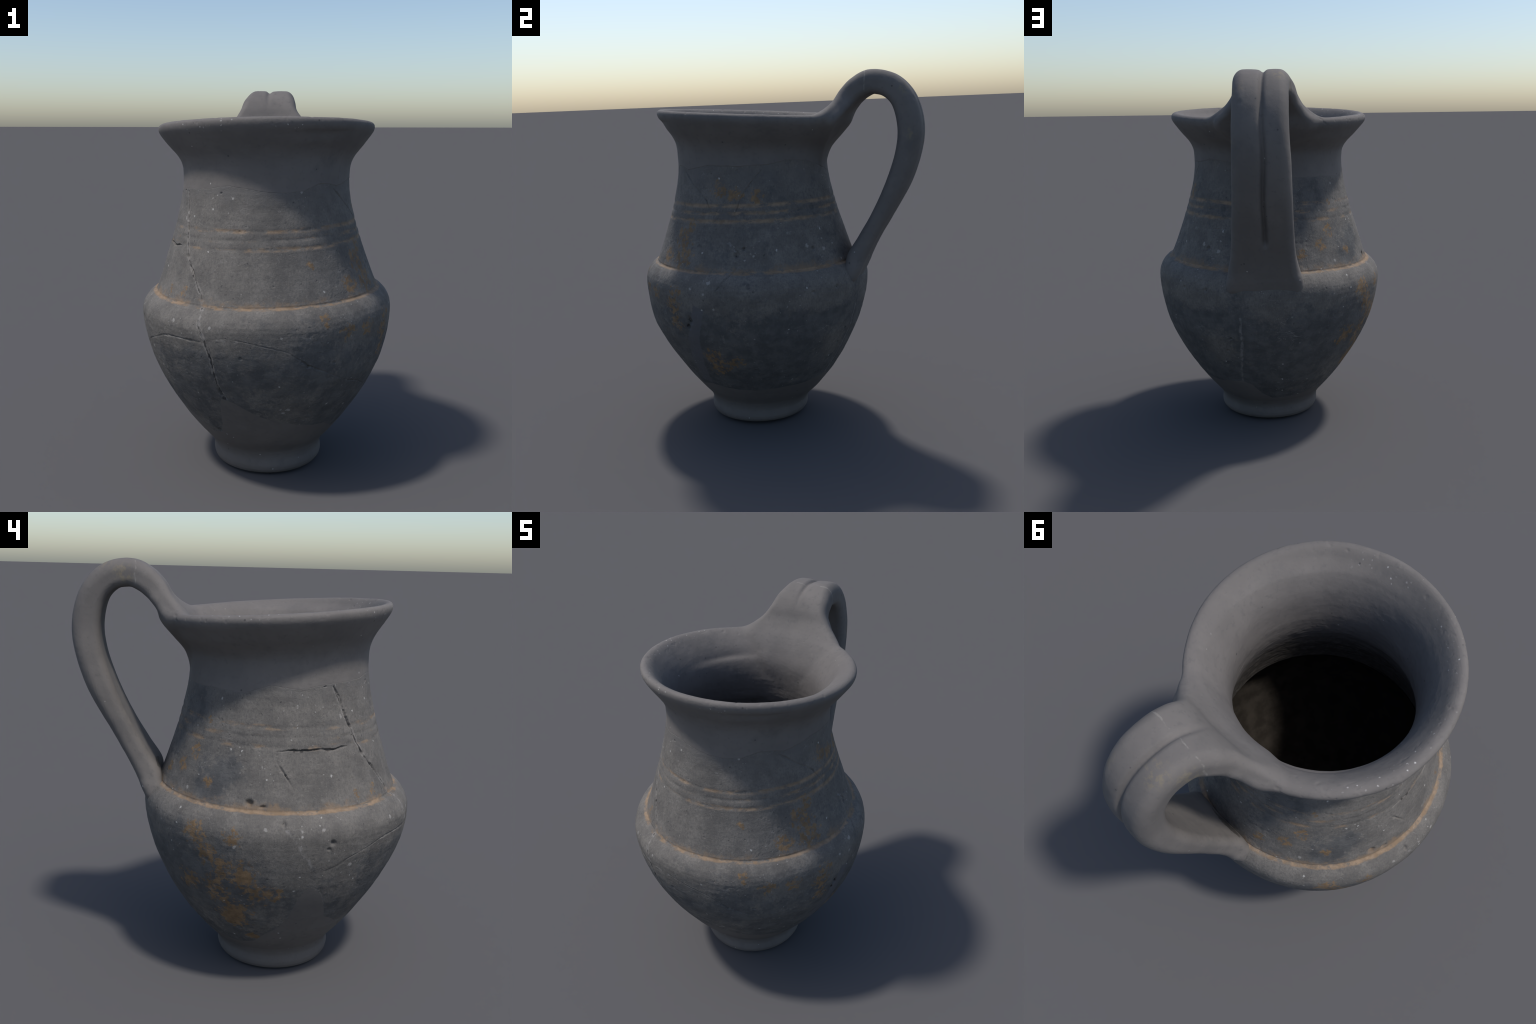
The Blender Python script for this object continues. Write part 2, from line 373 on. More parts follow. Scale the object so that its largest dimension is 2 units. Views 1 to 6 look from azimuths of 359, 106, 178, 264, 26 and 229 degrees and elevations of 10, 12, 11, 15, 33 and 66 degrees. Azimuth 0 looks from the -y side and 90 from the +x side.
def solid_field(X, Y, Z, frame):
    n, ends, h, w, cx, f = frame
    rho = np.hypot(X - .001, Y + .1565)
    a = sample2(LATHE, mouth_radius(rho, X, Y, Z), Z - rim_lift(X, Y, Z))
    x = X - cx
    g = sstep(GROOVE_FROM - 14, GROOVE_FROM + 12, f) * (1 - sstep(GROOVE_TO - 4, GROOVE_TO + 3, f))
    gx = x + .006 + .004 * np.sin(f * .11)
    groove = g * (.013 + .010 * sstep(100, 150, f)) * np.exp(-(gx / .0125) ** 2)
    lobe = g * .006 * np.clip(1 - (np.abs(np.abs(x) - .065) / .07) ** 2, 0, 1)
    dish = .018 * np.exp(-((X - .03) / .085) ** 2) * (1 - sstep(38, 60, f))
    hh = np.where(n > 0, h - groove + lobe - .004 * g - dish, h - .004 * np.exp(-(x / .06) ** 2) * sstep(120, 150, f))
    hh = hh - np.where(n > 0, .011 * sstep(.03, .13, x) * sstep(80, 110, f), .003 * sstep(110, 140, f) + .003 * sstep(56, 73, f) * (1 - sstep(172, 198, f)))
    c = np.where(n > 0, np.minimum(.052, h * .80), np.minimum(.040, h * .70))
    qx = np.abs(x) - (w - c); qn = np.abs(n) - (hh - c)
    b = np.hypot(np.maximum(qx, 0), np.maximum(qn, 0)) + np.minimum(np.maximum(qx, qn), 0) - c
    b = np.maximum(b, ends - .01)
    b = np.where(Z < 1.05, np.maximum(b, np.interp(Z, _zf, _rf) - .020 - rho), b)
    k = .016 + (.062 + .022 * sstep(.0, .035, n)) * sstep(1.45, 1.64, Z)
    m = np.clip(.5 + .5 * (b - a) / k, 0, 1)
    return b * (1 - m) + a * m - k * m * (1 - m), a, b

H = .005
gx = np.arange(-.60, .60 + H, H); gy = np.arange(-.765, .865, H); gz = np.arange(.76, 2.05, H)
fr2 = handle_frame(gy[:, None] + 0 * gz[None], 0 * gy[:, None] + gz[None])
FIELD = np.empty((len(gx), len(gy), len(gz)), np.float32)
for i, x in enumerate(gx):
    FIELD[i] = solid_field(np.float32(x), gy[:, None].astype(np.float32), gz[None].astype(np.float32), fr2)[0]

def surface_nets(F, origin, h):
    S = F < 0
    nx, ny, nz = F.shape
    cnt = np.zeros((nx - 1, ny - 1, nz - 1), np.int8)
    for a in (0, 1):
        for b in (0, 1):
            for c in (0, 1):
                cnt += S[a:nx - 1 + a, b:ny - 1 + b, c:nz - 1 + c]
    act = (cnt > 0) & (cnt < 8)
    I = np.argwhere(act)
    ids = np.full(act.shape, -1, np.int32); ids[act] = np.arange(len(I))
    acc = np.zeros((len(I), 3)); num = np.zeros(len(I))
    corner = [(a, b, c) for a in (0, 1) for b in (0, 1) for c in (0, 1)]
    for p in corner:
        for ax_ in range(3):
            if p[ax_]: continue
            q = list(p); q[ax_] = 1
            f0 = F[I[:, 0] + p[0], I[:, 1] + p[1], I[:, 2] + p[2]]
            f1 = F[I[:, 0] + q[0], I[:, 1] + q[1], I[:, 2] + q[2]]
            m = (f0 < 0) != (f1 < 0)
            t = np.where(m, f0 / np.where(m, f0 - f1, 1), 0)
            pos = np.array(p, float)[None] + t[:, None] * (np.array(q) - np.array(p))[None]
            acc[m] += pos[m]; num[m] += 1
    V = (I + acc / num[:, None]) * h + origin
    faces = []
    for ax_ in range(3):
        u, w = [(1, 2), (2, 0), (0, 1)][ax_]
        sl0 = [slice(None)] * 3; sl1 = [slice(None)] * 3
        sl0[ax_] = slice(0, -1); sl1[ax_] = slice(1, None)
        A, B = S[tuple(sl0)], S[tuple(sl1)]
        E = np.argwhere(A != B)
        ok = (E[:, u] > 0) & (E[:, w] > 0) & (E[:, u] < F.shape[u] - 1) & (E[:, w] < F.shape[w] - 1)
        E = E[ok]
        sgn = A[E[:, 0], E[:, 1], E[:, 2]]
        du = np.zeros(3, int); du[u] = 1; dw = np.zeros(3, int); dw[w] = 1
        quad = [ids[tuple((E - a * du - b * dw).T)] for a, b in ((1, 1), (0, 1), (0, 0), (1, 0))]
        q = np.stack(quad, 1)
        q[~sgn] = q[~sgn][:, ::-1]
        faces.append(q)
    return V, np.vstack(faces)

top_V, top_F = surface_nets(FIELD, np.array([gx[0], gy[0], gz[0]]), H)
del FIELD
iy = np.clip(np.rint((top_V[:, 1] - gy[0]) / H).astype(int), 0, len(gy) - 1)
iz = np.clip(np.rint((top_V[:, 2] - gz[0]) / H).astype(int), 0, len(gz) - 1)
_, top_a, top_b = solid_field(top_V[:, 0], gy[iy], gz[iz], [t[iy, iz] for t in fr2])
N = vertex_normals(top_V, top_F)
# modelled-by-hand unevenness, finer grain inside the neck
rho = np.hypot(top_V[:, 0] - .003, top_V[:, 1] + .156)
taz = np.arctan2(top_V[:, 0] - .003, -(top_V[:, 1] + .156))
inner = (rho < np.interp(top_V[:, 2], _zf, _rf) - .02) & (top_V[:, 2] < 1.74)
bump = .0022 * fbm(top_V, 7, 3, .5, 301) + .0007 * fbm(top_V, 28, 3, .55, 302)
ridge = np.stack([top_V[:, 0] * 5, top_V[:, 1] * 5, top_V[:, 2] * 30], 1)
rough_in = .3 + .7 * (1 - sstep(1.30, 1.58, top_V[:, 2]))
bump[inner] += rough_in[inner] * (.0035 * fbm(ridge[inner], .8, 4, .6, 303) + .0045 * fbm(top_V[inner], 20, 4, .65, 304))
seam_fade = sstep(.0, .04, top_V[:, 2] - np.interp(taz, AZ, ZU))
outer_zone = (rho > np.interp(top_V[:, 2], _zf, _rf) - .02) & (top_b > .01)
bump *= np.where(outer_zone, seam_fade, 1)
# small dents left by tools
for x, y, z, s, dep in ((.16, .79, 1.845, .012, .006), (.10, .815, 1.66, .007, .003), (.085, .70, 1.335, .008, .003), (-.02, .675, 1.24, .007, .002), (.04, .49, 1.99, .010, .003)):
    q = ((top_V - np.array([x, y, z])) ** 2).sum(1) / s ** 2
    bump -= dep * np.exp(-q)
top_V = top_V + N * bump[:, None]
# lip: tiny chips
lipw = np.exp(-((top_V[:, 2] - rim_lift(top_V[:, 0], top_V[:, 1], top_V[:, 2]) - 1.785) / .02) ** 2) * (top_b > .03)
top_V -= N * (lipw * .006 * np.clip(fbm(top_V, 30, 3, .6, 305) - .16, 0, 1) * 3)[:, None]
top_V[:, 2] += lipw * .0035 * fbm(top_V * np.array([1, 1, 0]), 5, 2, .5, 306)
# the tongue that carries the neck runs down behind the old clay
zu_here = np.interp(taz, AZ, ZU)
tuck = outer_zone * (1 - sstep(-.010, -.001, top_V[:, 2] - zu_here)) * (rho > .3)
top_V[:, 0] -= tuck * .012 * np.sin(taz); top_V[:, 1] += tuck * .012 * np.cos(taz)
# scale the very top to 2.00 m
top_V[:, 2] -= np.maximum(top_V[:, 2] - 1.9, 0) / .1 * (top_V[:, 2].max() - 2.0)

# ------------------------------------------------------------------ materials
class S:
    """socket wrapper: arithmetic builds Math nodes"""
    def __init__(s, tree, sock): s.t, s.s = tree, sock
    def _m(s, op, *o):
        n = s.t.nodes.new("ShaderNodeMath"); n.operation = op
        for i, v in enumerate((s,) + o):
            if isinstance(v, S): s.t.links.new(v.s, n.inputs[i])
            else: n.inputs[i].default_value = float(v)
        return S(s.t, n.outputs[0])
    def __add__(s, o): return s._m("ADD", o)
    __radd__ = __add__
    def __sub__(s, o): return s._m("SUBTRACT", o)
    def __rsub__(s, o): return (s * -1) + o
    def __mul__(s, o): return s._m("MULTIPLY", o)
    __rmul__ = __mul__
    def __truediv__(s, o): return s._m("DIVIDE", o)
    def max(s, o): return s._m("MAXIMUM", o)
    def min(s, o): return s._m("MINIMUM", o)
    def abs(s): return s._m("ABSOLUTE")
    def step(s, a, b):
        n = s.t.nodes.new("ShaderNodeMapRange"); n.interpolation_type = "SMOOTHSTEP"
        flip = a > b
        if flip: a, b = b, a
        n.inputs["From Min"].default_value = a; n.inputs["From Max"].default_value = b
        n.inputs["To Min"].default_value = 1 if flip else 0; n.inputs["To Max"].default_value = 0 if flip else 1
        s.t.links.new(s.s, n.inputs["Value"])
        return S(s.t, n.outputs["Result"])

class Mat:
    def __init__(m, name):
        m.mat = bpy.data.materials.new(name); m.mat.use_nodes = True
        m.t = m.mat.node_tree
        m.bsdf = m.t.nodes["Principled BSDF"]
        m.coords()
    def coords(m):
        m.co = m.t.nodes.new("ShaderNodeTexCoord").outputs["Object"]
        sep = m.t.nodes.new("ShaderNodeSeparateXYZ"); m.t.links.new(m.co, sep.inputs[0])
        m.x, m.y, m.z = (S(m.t, sep.outputs[i]) for i in range(3))
    def mask(m, name, build):
        """one float mask, built in a node group of its own"""
        keep = (m.t, m.co, m.x, m.y, m.z)
        m.t = bpy.data.node_groups.new(name, "ShaderNodeTree")
        m.t.interface.new_socket("Mask", in_out="OUTPUT", socket_type="NodeSocketFloat")
        m.coords()
        out = build()
        end = m.t.nodes.new("NodeGroupOutput"); m.t.links.new(out.s, end.inputs[0])
        group = m.t
        m.t, m.co, m.x, m.y, m.z = keep
        n = m.t.nodes.new("ShaderNodeGroup"); n.node_tree = group
        return S(m.t, n.outputs[0])
    def strongest(m, items):
        out = None
        for i in items: out = i if out is None else out.max(i)
        return out
    def seg(m, vec, a0, h0, a1, h1):
        """distance from a straight stretch of a joint, and the mask of its length"""
        p, q = pt(a0, h0), pt(a1, h1); mid = (p + q) / 2; dirv = q - p; L = float(np.linalg.norm(dirv)); dirv = dirv / L
        sub = m.t.nodes.new("ShaderNodeVectorMath"); sub.operation = "SUBTRACT"; m.t.links.new(vec, sub.inputs[0]); sub.inputs[1].default_value = tuple(map(float, mid))
        dot = m.t.nodes.new("ShaderNodeVectorMath"); dot.operation = "DOT_PRODUCT"; m.t.links.new(sub.outputs[0], dot.inputs[0]); dot.inputs[1].default_value = tuple(map(float, dirv))
        ln = m.t.nodes.new("ShaderNodeVectorMath"); ln.operation = "LENGTH"; m.t.links.new(sub.outputs[0], ln.inputs[0])
        al, le = S(m.t, dot.outputs["Value"]), S(m.t, ln.outputs["Value"])
        return (le * le - al * al).max(0)._m("SQRT"), al.abs().step(L * .53, L * .49)
    def joint(m, way, r0, r1):
        w = m.warped(.018, 35)
        parts = []
        for (a0, h0), (a1, h1) in zip(way[:-1], way[1:]):
            o, l = m.seg(w, a0, h0, a1, h1); parts.append(o.step(r0, r1) * l)
        return m.strongest(parts)
    def mapped(m, scale=(1, 1, 1), loc=(0, 0, 0)):
        n = m.t.nodes.new("ShaderNodeMapping"); n.inputs["Scale"].default_value = scale; n.inputs["Location"].default_value = loc
        m.t.links.new(m.co, n.inputs["Vector"]); return n.outputs[0]
    def noise(m, scale, detail=4, rough=.55, vec=None, out="Fac", dist=0.0, loc=None):
        n = m.t.nodes.new("ShaderNodeTexNoise")
        n.inputs["Scale"].default_value = scale; n.inputs["Detail"].default_value = detail
        n.inputs["Roughness"].default_value = rough; n.inputs["Distortion"].default_value = dist
        if vec is None: vec = m.mapped(loc=loc) if loc else m.co
        m.t.links.new(vec, n.inputs["Vector"])
        return S(m.t, n.outputs[0]) if out == "Fac" else n.outputs["Color"]
    def warped(m, amount, scale=18):
        c = m.noise(scale, 3, .6, out="Color")
        a = m.t.nodes.new("ShaderNodeVectorMath"); a.operation = "SUBTRACT"; m.t.links.new(c, a.inputs[0]); a.inputs[1].default_value = (.5, .5, .5)
        b = m.t.nodes.new("ShaderNodeVectorMath"); b.operation = "MULTIPLY_ADD"; m.t.links.new(a.outputs[0], b.inputs[0])
        b.inputs[1].default_value = (amount,) * 3; m.t.links.new(m.co, b.inputs[2]); return b.outputs[0]
    def voronoi(m, scale, vec=None, rand=1.0):
        n = m.t.nodes.new("ShaderNodeTexVoronoi"); n.inputs["Scale"].default_value = scale; n.inputs["Randomness"].default_value = rand
        m.t.links.new(vec or m.co, n.inputs["Vector"])
        sep = m.t.nodes.new("ShaderNodeSeparateColor"); m.t.links.new(n.outputs["Color"], sep.inputs[0])
        return S(m.t, n.outputs["Distance"]), S(m.t, sep.outputs[0]), S(m.t, sep.outputs[1])
    def blob(m, vec, c, r0, r1):
        n = m.t.nodes.new("ShaderNodeVectorMath"); n.operation = "DISTANCE"; m.t.links.new(vec, n.inputs[0]); n.inputs[1].default_value = tuple(map(float, c))
        return S(m.t, n.outputs["Value"]).step(r0, r1)
    def mix(m, fac, a, b):
        n = m.t.nodes.new("ShaderNodeMix"); n.data_type = "RGBA"
        for k, v in ((6, a), (7, b)):
            if isinstance(v, tuple): n.inputs[k].default_value = v + (1,)
            else: m.t.links.new(v, n.inputs[k])
        if isinstance(fac, S): m.t.links.new(fac.s, n.inputs[0])
        else: n.inputs[0].default_value = fac
        return n.outputs[2]
    def bump(m, height, strength, dist):
        n = m.t.nodes.new("ShaderNodeBump"); n.inputs["Strength"].default_value = strength; n.inputs["Distance"].default_value = dist
        m.t.links.new(height.s, n.inputs["Height"]); m.t.links.new(n.outputs[0], m.bsdf.inputs["Normal"])
    def finish(m, color, rough=.8, spec=.25):
        if isinstance(color, tuple): m.bsdf.inputs["Base Color"].default_value = color + (1,)
        else: m.t.links.new(color, m.bsdf.inputs["Base Color"])
        if isinstance(rough, S): m.t.links.new(rough.s, m.bsdf.inputs["Roughness"])
        else: m.bsdf.inputs["Roughness"].default_value = rough
        m.bsdf.inputs["Specular IOR Level"].default_value = spec
        return m.mat

def pt(az, z): return on_surface(np.array([math.radians(az)]), np.array([z]))[0]

PLASTER = (.150, .143, .148)
def plaster_colour(m, tone=1.0):
    def t(*c): return tuple(v * tone for v in c)
    c = m.mix(m.noise(4, 4, .6).step(.38, .66), t(.130, .119, .112), t(.150, .137, .128))
    c = m.mix(m.noise(38, 5, .65).step(.52, .74) * .6, c, t(.106, .099, .096))
    c = m.mix(m.noise(16, 4, .6, loc=(3, 1, 2)).step(.60, .74) * .35, c, t(.160, .148, .136))
    c = m.mix(m.noise(7, 5, .65, loc=(1, 9, 2)).step(.54, .70) * .5, c, t(.103, .097, .094))
    return c

def plaster_material(name, flecks=True):
    m = Mat(name)
    c = plaster_colour(m, 1.0 if name != 'restored_base_plaster' else .88)  # base tone lowered to carry the shading under the belly
    if name != "restored_base_plaster":
        # yellowish rubbed marks on the handle, a pale mended line across its crest, baked glints painted as white lip specks
        w = m.warped(.03)
        stain = m.blob(w, (-.02, .66, 1.975), .075, .02).max(m.blob(w, (.17, .72, 1.90), .06, .015)).max(m.blob(w, (.185, .76, 1.66), .05, .015)).max(m.blob(w, (-.09, .58, 1.93), .07, .02))
        c = m.mix(stain * m.noise(40, 4, .65).step(.44, .64) * .55, c, (.205, .172, .115))
        line = (m.y + m.noise(14, 3, .6) * .03 - .537).abs().step(.0045, .0015) * (m.z).step(1.88, 1.90) * m.noise(18, 3, .6).step(.42, .55)
        c = m.mix(line * .5, c, (.25, .235, .21))
        d, r, g = m.voronoi(60, m.warped(.012, 60))
        near_lip = (m.z).step(1.755, 1.785) * (m.y * .6 + m.x).step(-.02, -.25) * m.noise(6, 2, .5, loc=(0, 4, 0)).step(.42, .56)
        c = m.mix(d.step(.34, .10) * r.step(.70, .74) * near_lip * m.noise(90, 3, .6).step(.42, .58), c, (.44, .42, .40))
        d, r, g = m.voronoi(22, m.warped(.01, 60), 1.0)
        c = m.mix(d.step(.12, .05) * r.step(.92, .94), c, (.34, .32, .30))
    if name == 'restored_plaster':
        inner_dark = (m.z + (m.noise(11, 5, .65, loc=(4, 4, 1)) - .5) * .22).step(1.42, 1.20)  # lower neck interior tinted dark for its baked-in shade
        c = m.mix(inner_dark * .85, c, m.mix(m.noise(40, 4, .65).step(.4, .65), (.040, .036, .032), (.075, .068, .060)))
    elif name != 'restored_handle':
        d, r, g = m.voronoi(30, m.warped(.012, 60))
        c = m.mix(d.step(.16, .08) * r.step(.90, .92), c, (.30, .29, .28))
    d, r, g = m.voronoi(26, m.mapped(loc=(2.3, 1.1, .7)))
    c = m.mix(d.step(.16, .08) * g.step(.90, .92) * .7, c, (.05, .048, .05))
    m.bump(m.noise(55, 6, .6) + m.noise(240, 3, .6) * .35, .22, .004)
    return m.finish(c, .78, .25)

def clay_material():
    m = Mat("old_grey_clay")
    x, y, z = m.x, m.y, m.z
    ex, ey = x - .003, y + .156
    rr = (ex * ex + ey * ey)._m("SQRT")
    sa, ca = ex / rr, ey / rr * -1
    w3 = m.warped(.05, 12); w1 = m.warped(.018, 35)
    # base: weathered grey, cloudy
    grey = m.mix(m.noise(9, 7, .62).step(.34, .68), (.108, .100, .092), (.160, .147, .133))
    grey = m.mix(m.noise(55, 5, .7).step(.50, .72) * .7, grey, (.086, .081, .077))
    grey = m.mix(m.noise(28, 5, .7, loc=(5, 2, 1)).step(.56, .72) * .55, grey, (.195, .178, .158))
    grey = m.mix(m.noise(120, 4, .7, vec=m.mapped((1, 1, .45))).step(.42, .70) * .50, grey, (.078, .073, .069))
    grey = m.mix(m.noise(75, 5, .7, loc=(7, 7, 2)).step(.55, .74) * .55, grey, (.190, .172, .152))
    # darker burnished slate: lower wall, plus shade painted on the far side
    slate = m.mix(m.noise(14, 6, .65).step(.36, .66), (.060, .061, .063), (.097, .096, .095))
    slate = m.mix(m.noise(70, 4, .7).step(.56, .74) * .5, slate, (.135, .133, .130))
    n_big = m.noise(5, 5, .6, loc=(1, 7, 3))
    n_mid = m.noise(17, 5, .65, loc=(4, 1, 8))
    n_fine = m.noise(48, 5, .7, loc=(8, 3, 1))
    edge = (n_big - .5) * 1.2 + (n_mid - .5) * 1.1 + (n_fine - .5) * 1.0
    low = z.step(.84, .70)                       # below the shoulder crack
    far = (sa * .80 - ca * .60).step(-.25, .75)  # +x and back, clay darkened where the sun does not reach
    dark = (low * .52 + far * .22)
    DARK = ((-131, 1.03, .16), (-122, 1.10, .12), (-155, 1.38, .16), (-162, 1.2, .12), (-128, .70, .22), (-150, .55, .35), (-112, .55, .18), (-4, .66, .20), (20, .70, .22), (-50, .55, .16), (30, .48, .2))
    PALE = ((-150, .87, .13), (-128, .86, .13), (138, .86, .14), (178, .80, .13), (150, .55, .16), (-72, .70, .16), (-85, .66, .12))
    def dark_spots():
        w = m.warped(.05, 12)
        return m.strongest([m.blob(w, pt(az, h), r * 1.5, 0.0) * (.95 if az < -105 and h < .8 else .72) for az, h, r in DARK])
    def pale_spots():
        w = m.warped(.05, 12)
        return m.strongest([m.blob(w, pt(az, h), r * 1.4, 0.0) * .5 for az, h, r in PALE])
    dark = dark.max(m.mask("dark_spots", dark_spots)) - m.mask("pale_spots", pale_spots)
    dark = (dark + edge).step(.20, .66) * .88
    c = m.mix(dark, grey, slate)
    # ochre where the dark skin has worn through: scattered patches
    OCHRE = ((-117, .405, .13), (-114, .45, .11), (-109, .65, .12), (-122, .58, .12), (-136, .58, .10), (-103, .56, .11), (-97, .56, .08), (-108, .26, .055), (-113, .84, .07),
                     (-129, .84, .10), (-124, .75, .10), (-118, .69, .10), (61, .80, .10), (64, .87, .08), (62, .70, .08), (56, 1.15, .10), (60, 1.04, .11), (34, .84, .07), (62, 1.20, .07), (82, 1.40, .09), (93, 1.37, .08),
                     (108, 1.36, .07), (80, .50, .11), (80, .43, .10), (92, .475, .08), (46, .84, .07), (58, 1.10, .10), (45, 1.04, .08), (24, .91, .05), (22, 1.15, .04), (-56, 1.0, .05), (-46, 1.01, .05),
                     (-142, 1.16, .06), (-150, 1.09, .06), (-163, 1.05, .05), (-130, 1.05, .05), (-122, .52, .10), (-138, .55, .08), (-116, .36, .10))
    def ochre_zone():
        w = m.warped(.05, 12)
        return m.strongest([m.blob(w, pt(az, h), r, r * .25) for az, h, r in OCHRE])
    zone = m.mask("ochre_zone", ochre_zone)
    core = m.blob(w1, pt(-119.5, .375), .062, .03).max(m.blob(w1, pt(-115.5, .42), .05, .02)).max(m.blob(w1, pt(-108, .257), .035, .015)).max(m.blob(w1, pt(-109, .655), .045, .01)).max(m.blob(w1, pt(-137, 1.308), .024, .012))
    worn = m.noise(36, 6, .68, vec=w1)
    patch = (worn + zone * .20 + core * .16 + (m.noise(95, 4, .7) - .5) * .22).step(.62, .74) * zone.max(core).step(.02, .25)
    ochre = m.mix(m.noise(22, 4, .6).step(.35, .65), (.150, .092, .042), (.235, .146, .072))
    c = m.mix(patch * .80, c, ochre)
    # ochre in the three incised lines and along the shoulder
    tan = m.mix(m.noise(26, 4, .6, loc=(2, 2, 2)).step(.35, .65), (.200, .137, .085), (.290, .206, .136))
    brk = m.noise(9, 4, .6, vec=m.mapped((1, 1, 3)))
    brk2 = m.noise(30, 3, .6, vec=m.mapped((1, 1, 3), (1, 3, 2)))
    side = (sa * .9 - ca * .1) * .085
    shift = (sa * .94 - ca * .34) * .010
    wav = (m.noise(20, 3, .6) - .5) * .010
    lines = None
    for k, (h, wd) in enumerate(((1.309, .017), (1.268, .015), (1.226, .017))):
        dz = (z - shift - sa * (.0, .002, .002)[k] - h + wav).abs()
        b = dz.step(wd, wd * .15) * ((brk + side) * .75 + brk2 * .25 + (.02, -.005, .03)[k]).step(.47, .60)
        lines = b if lines is None else lines.max(b)
    c = m.mix(lines * .72, c, tan)
    up = z - sa * CREASE_TILT - .960 + wav
    streak = m.noise(34, 5, .7, vec=m.mapped((1, 1, .3), (2, 6, 1)))
    glow = up.step(-.005, -.001) * (up + (m.noise(12, 4, .7) - .5) * .11 + (streak - .5) * .07).step(.042, .010) * ((m.noise(5, 4, .65, loc=(9, 1, 1))) + brk2 * .3).step(.56, .74)
    core_line = (up - .004).abs().step(.010, .003) * (brk2 * .5 + m.noise(4.5, 3, .6, loc=(3, 3, 7)) * .5).step(.42, .53)
    c = m.mix(glow * .62, c, (.205, .138, .084))
    c = m.mix(core_line * .72, c, tan)
    # the long joint down the front left: chipped pale edge, dark core
    chip = m.noise(32, 4, .65, loc=(6, 1, 3)); core_n = m.noise(13, 3, .6, loc=(1, 5, 9))
    way = ((-63, 1.47), (-57, 1.35), (-53, 1.265), (-48, 1.16), (-41, 1.085), (-34.5, 1.005), (-31, .95), (-30, .885), (-27, .815), (-24.6, .72), (-24, .58), (-21.5, .512))
    pale = m.mask("joint_edges", lambda: m.joint(way, .016, .003))
    dk = m.mask("joint_core", lambda: m.joint(way, .0065, .002))
    c = m.mix(pale * chip.step(.40, .55) * .8, c, (.235, .218, .200))
    c = m.mix(dk * core_n.step(.35, .50) * .85, c, (.028, .026, .026))
    belly = ((-64, .752), (-52, .795), (-40, .810), (-24, .825), (-9, .824), (1, .800), (9, .765), (17, .698), (39, .586))
    pale = m.mask("belly_joint", lambda: m.joint(belly, .015, .003))
    c = m.mix(pale * chip.step(.52, .64) * .6, c, (.205, .192, .178))
    # joint filler: pale mended lines
    FILLER = (((-30.5, .945), (-29.5, .88)), ((-29.5, .88), (-27, .82)), ((-92, .89), (-86, .80)), ((-86, .80), (-81, .71)), ((164.3, .73), (163.5, .56)), ((163.5, .56), (158.5, .32)), ((125, 1.165), (151, 1.18)), ((90, 1.135), (95, 1.09)))
    def filler_lines():
        w = m.warped(.018, 35); parts = []
        for (a0, h0), (a1, h1) in FILLER:
            o, l = m.seg(w, a0, h0, a1, h1); parts.append(o.step(.012, .003) * l)
        return m.strongest(parts)
    c = m.mix(m.mask("filler_lines", filler_lines) * m.noise(40, 3, .6).step(.36, .58) * .55, c, (.235, .222, .212))
    # smooth filled strip that climbs the right-hand wall
    def strip_mask():
        w = m.warped(.018, 35); parts = []
        for a0, h0, a1, h1, wd in ((61.5, .30, 66, .45, .040), (66, .45, 70, .60, .042), (70, .60, 77, .80, .036)):
            o, l = m.seg(w, a0, h0, a1, h1); parts.append(o.step(wd, wd * .85) * l)
        return m.strongest(parts)
    strip = m.mask("filled_strip", strip_mask)
    c = m.mix(strip * .9, c, (.098, .096, .102))
    smudge = z.step(1.36, 1.50) * (.35 + m.noise(9, 5, .65, loc=(2, 8, 5)).step(.40, .60) * .6)
    c = m.mix(smudge * .85, c, (.128, .120, .115))
    # white and dark specks
    d, r, g = m.voronoi(42, m.warped(.02, 50))
    dens = m.noise(4, 3, .6, loc=(6, 6, 6)).step(.42, .66) * .10
    c = m.mix(d.step(.30, .14) * (r + dens).step(1.005, 1.02) * .75, c, (.40, .385, .36))
    d, r, g = m.voronoi(85, m.warped(.01, 70))
    c = m.mix(d.step(.32, .16) * (g + dens).step(1.015, 1.03) * .5, c, (.33, .32, .30))
    d, r, g = m.voronoi(60, m.warped(.022, 45))
    c = m.mix(d.step(.34, .10) * g.step(.93, .95) * m.noise(40, 3, .6, loc=(3, 0, 5)).step(.46, .60) * .7, c, (.035, .034, .036))
    # larger lime specks that can be made out singly
    smear = m.noise(75, 4, .65)
    LIME = ((-142, .998, .015), (-171, .956, .010), (-136.3, 1.061, .010), (72.5, .901, .013), (82.3, .939, .022), (80, .879, .012), (84.9, .80, .011), (99.8, 1.043, .012), (104.8, 1.063, .012),
                     (93.5, 1.112, .012), (137, 1.092, .020), (148.5, 1.062, .022), (148.8, 1.116, .012), (9.4, .455, .020), (6, .462, .012), (7.5, .436, .016), (-24.7, .882, .014), (-43.5, .882, .016), (4.2, .841, .011),
                     (40.7, .592, .009), (20.9, 1.481, .014), (-48.6, 1.160, .008), (-58, 1.372, .014), (-60, 1.34, .018), (-57, 1.33, .014), (-86, 1.30, .012), (-100, .89, .016), (-86, .885, .018), (-77.5, .885, .014), (-64, .70, .018), (-112, .80, .014))
    def lime_specks():
        w = m.warped(.018, 35)
        return m.strongest([m.blob(w, pt(az, h), r * 1.15, 0) for az, h, r in LIME])
    c = m.mix((m.mask("lime_specks", lime_specks) + (smear - .5) * 1.6).step(.46, .78) * .62, c, (.31, .295, .275))
    # hairline scrapes and rubbed pale marks
    hair = (m.noise(6, 2, .5, vec=m.mapped((1, 1, 2.2), (4, 4, 4))) - .5).abs().step(.0055, .001) * m.noise(7, 3, .6, loc=(8, 2, 2)).step(.52, .64)
    c = m.mix(hair * .40, c, (.250, .235, .220))
    rub = m.noise(24, 6, .75, vec=m.mapped((1, 1, .5), (1, 2, 9))).step(.60, .74) * m.noise(4, 3, .5, loc=(5, 5, 9)).step(.45, .62)
    c = m.mix(rub * .45, c, (.215, .200, .184))
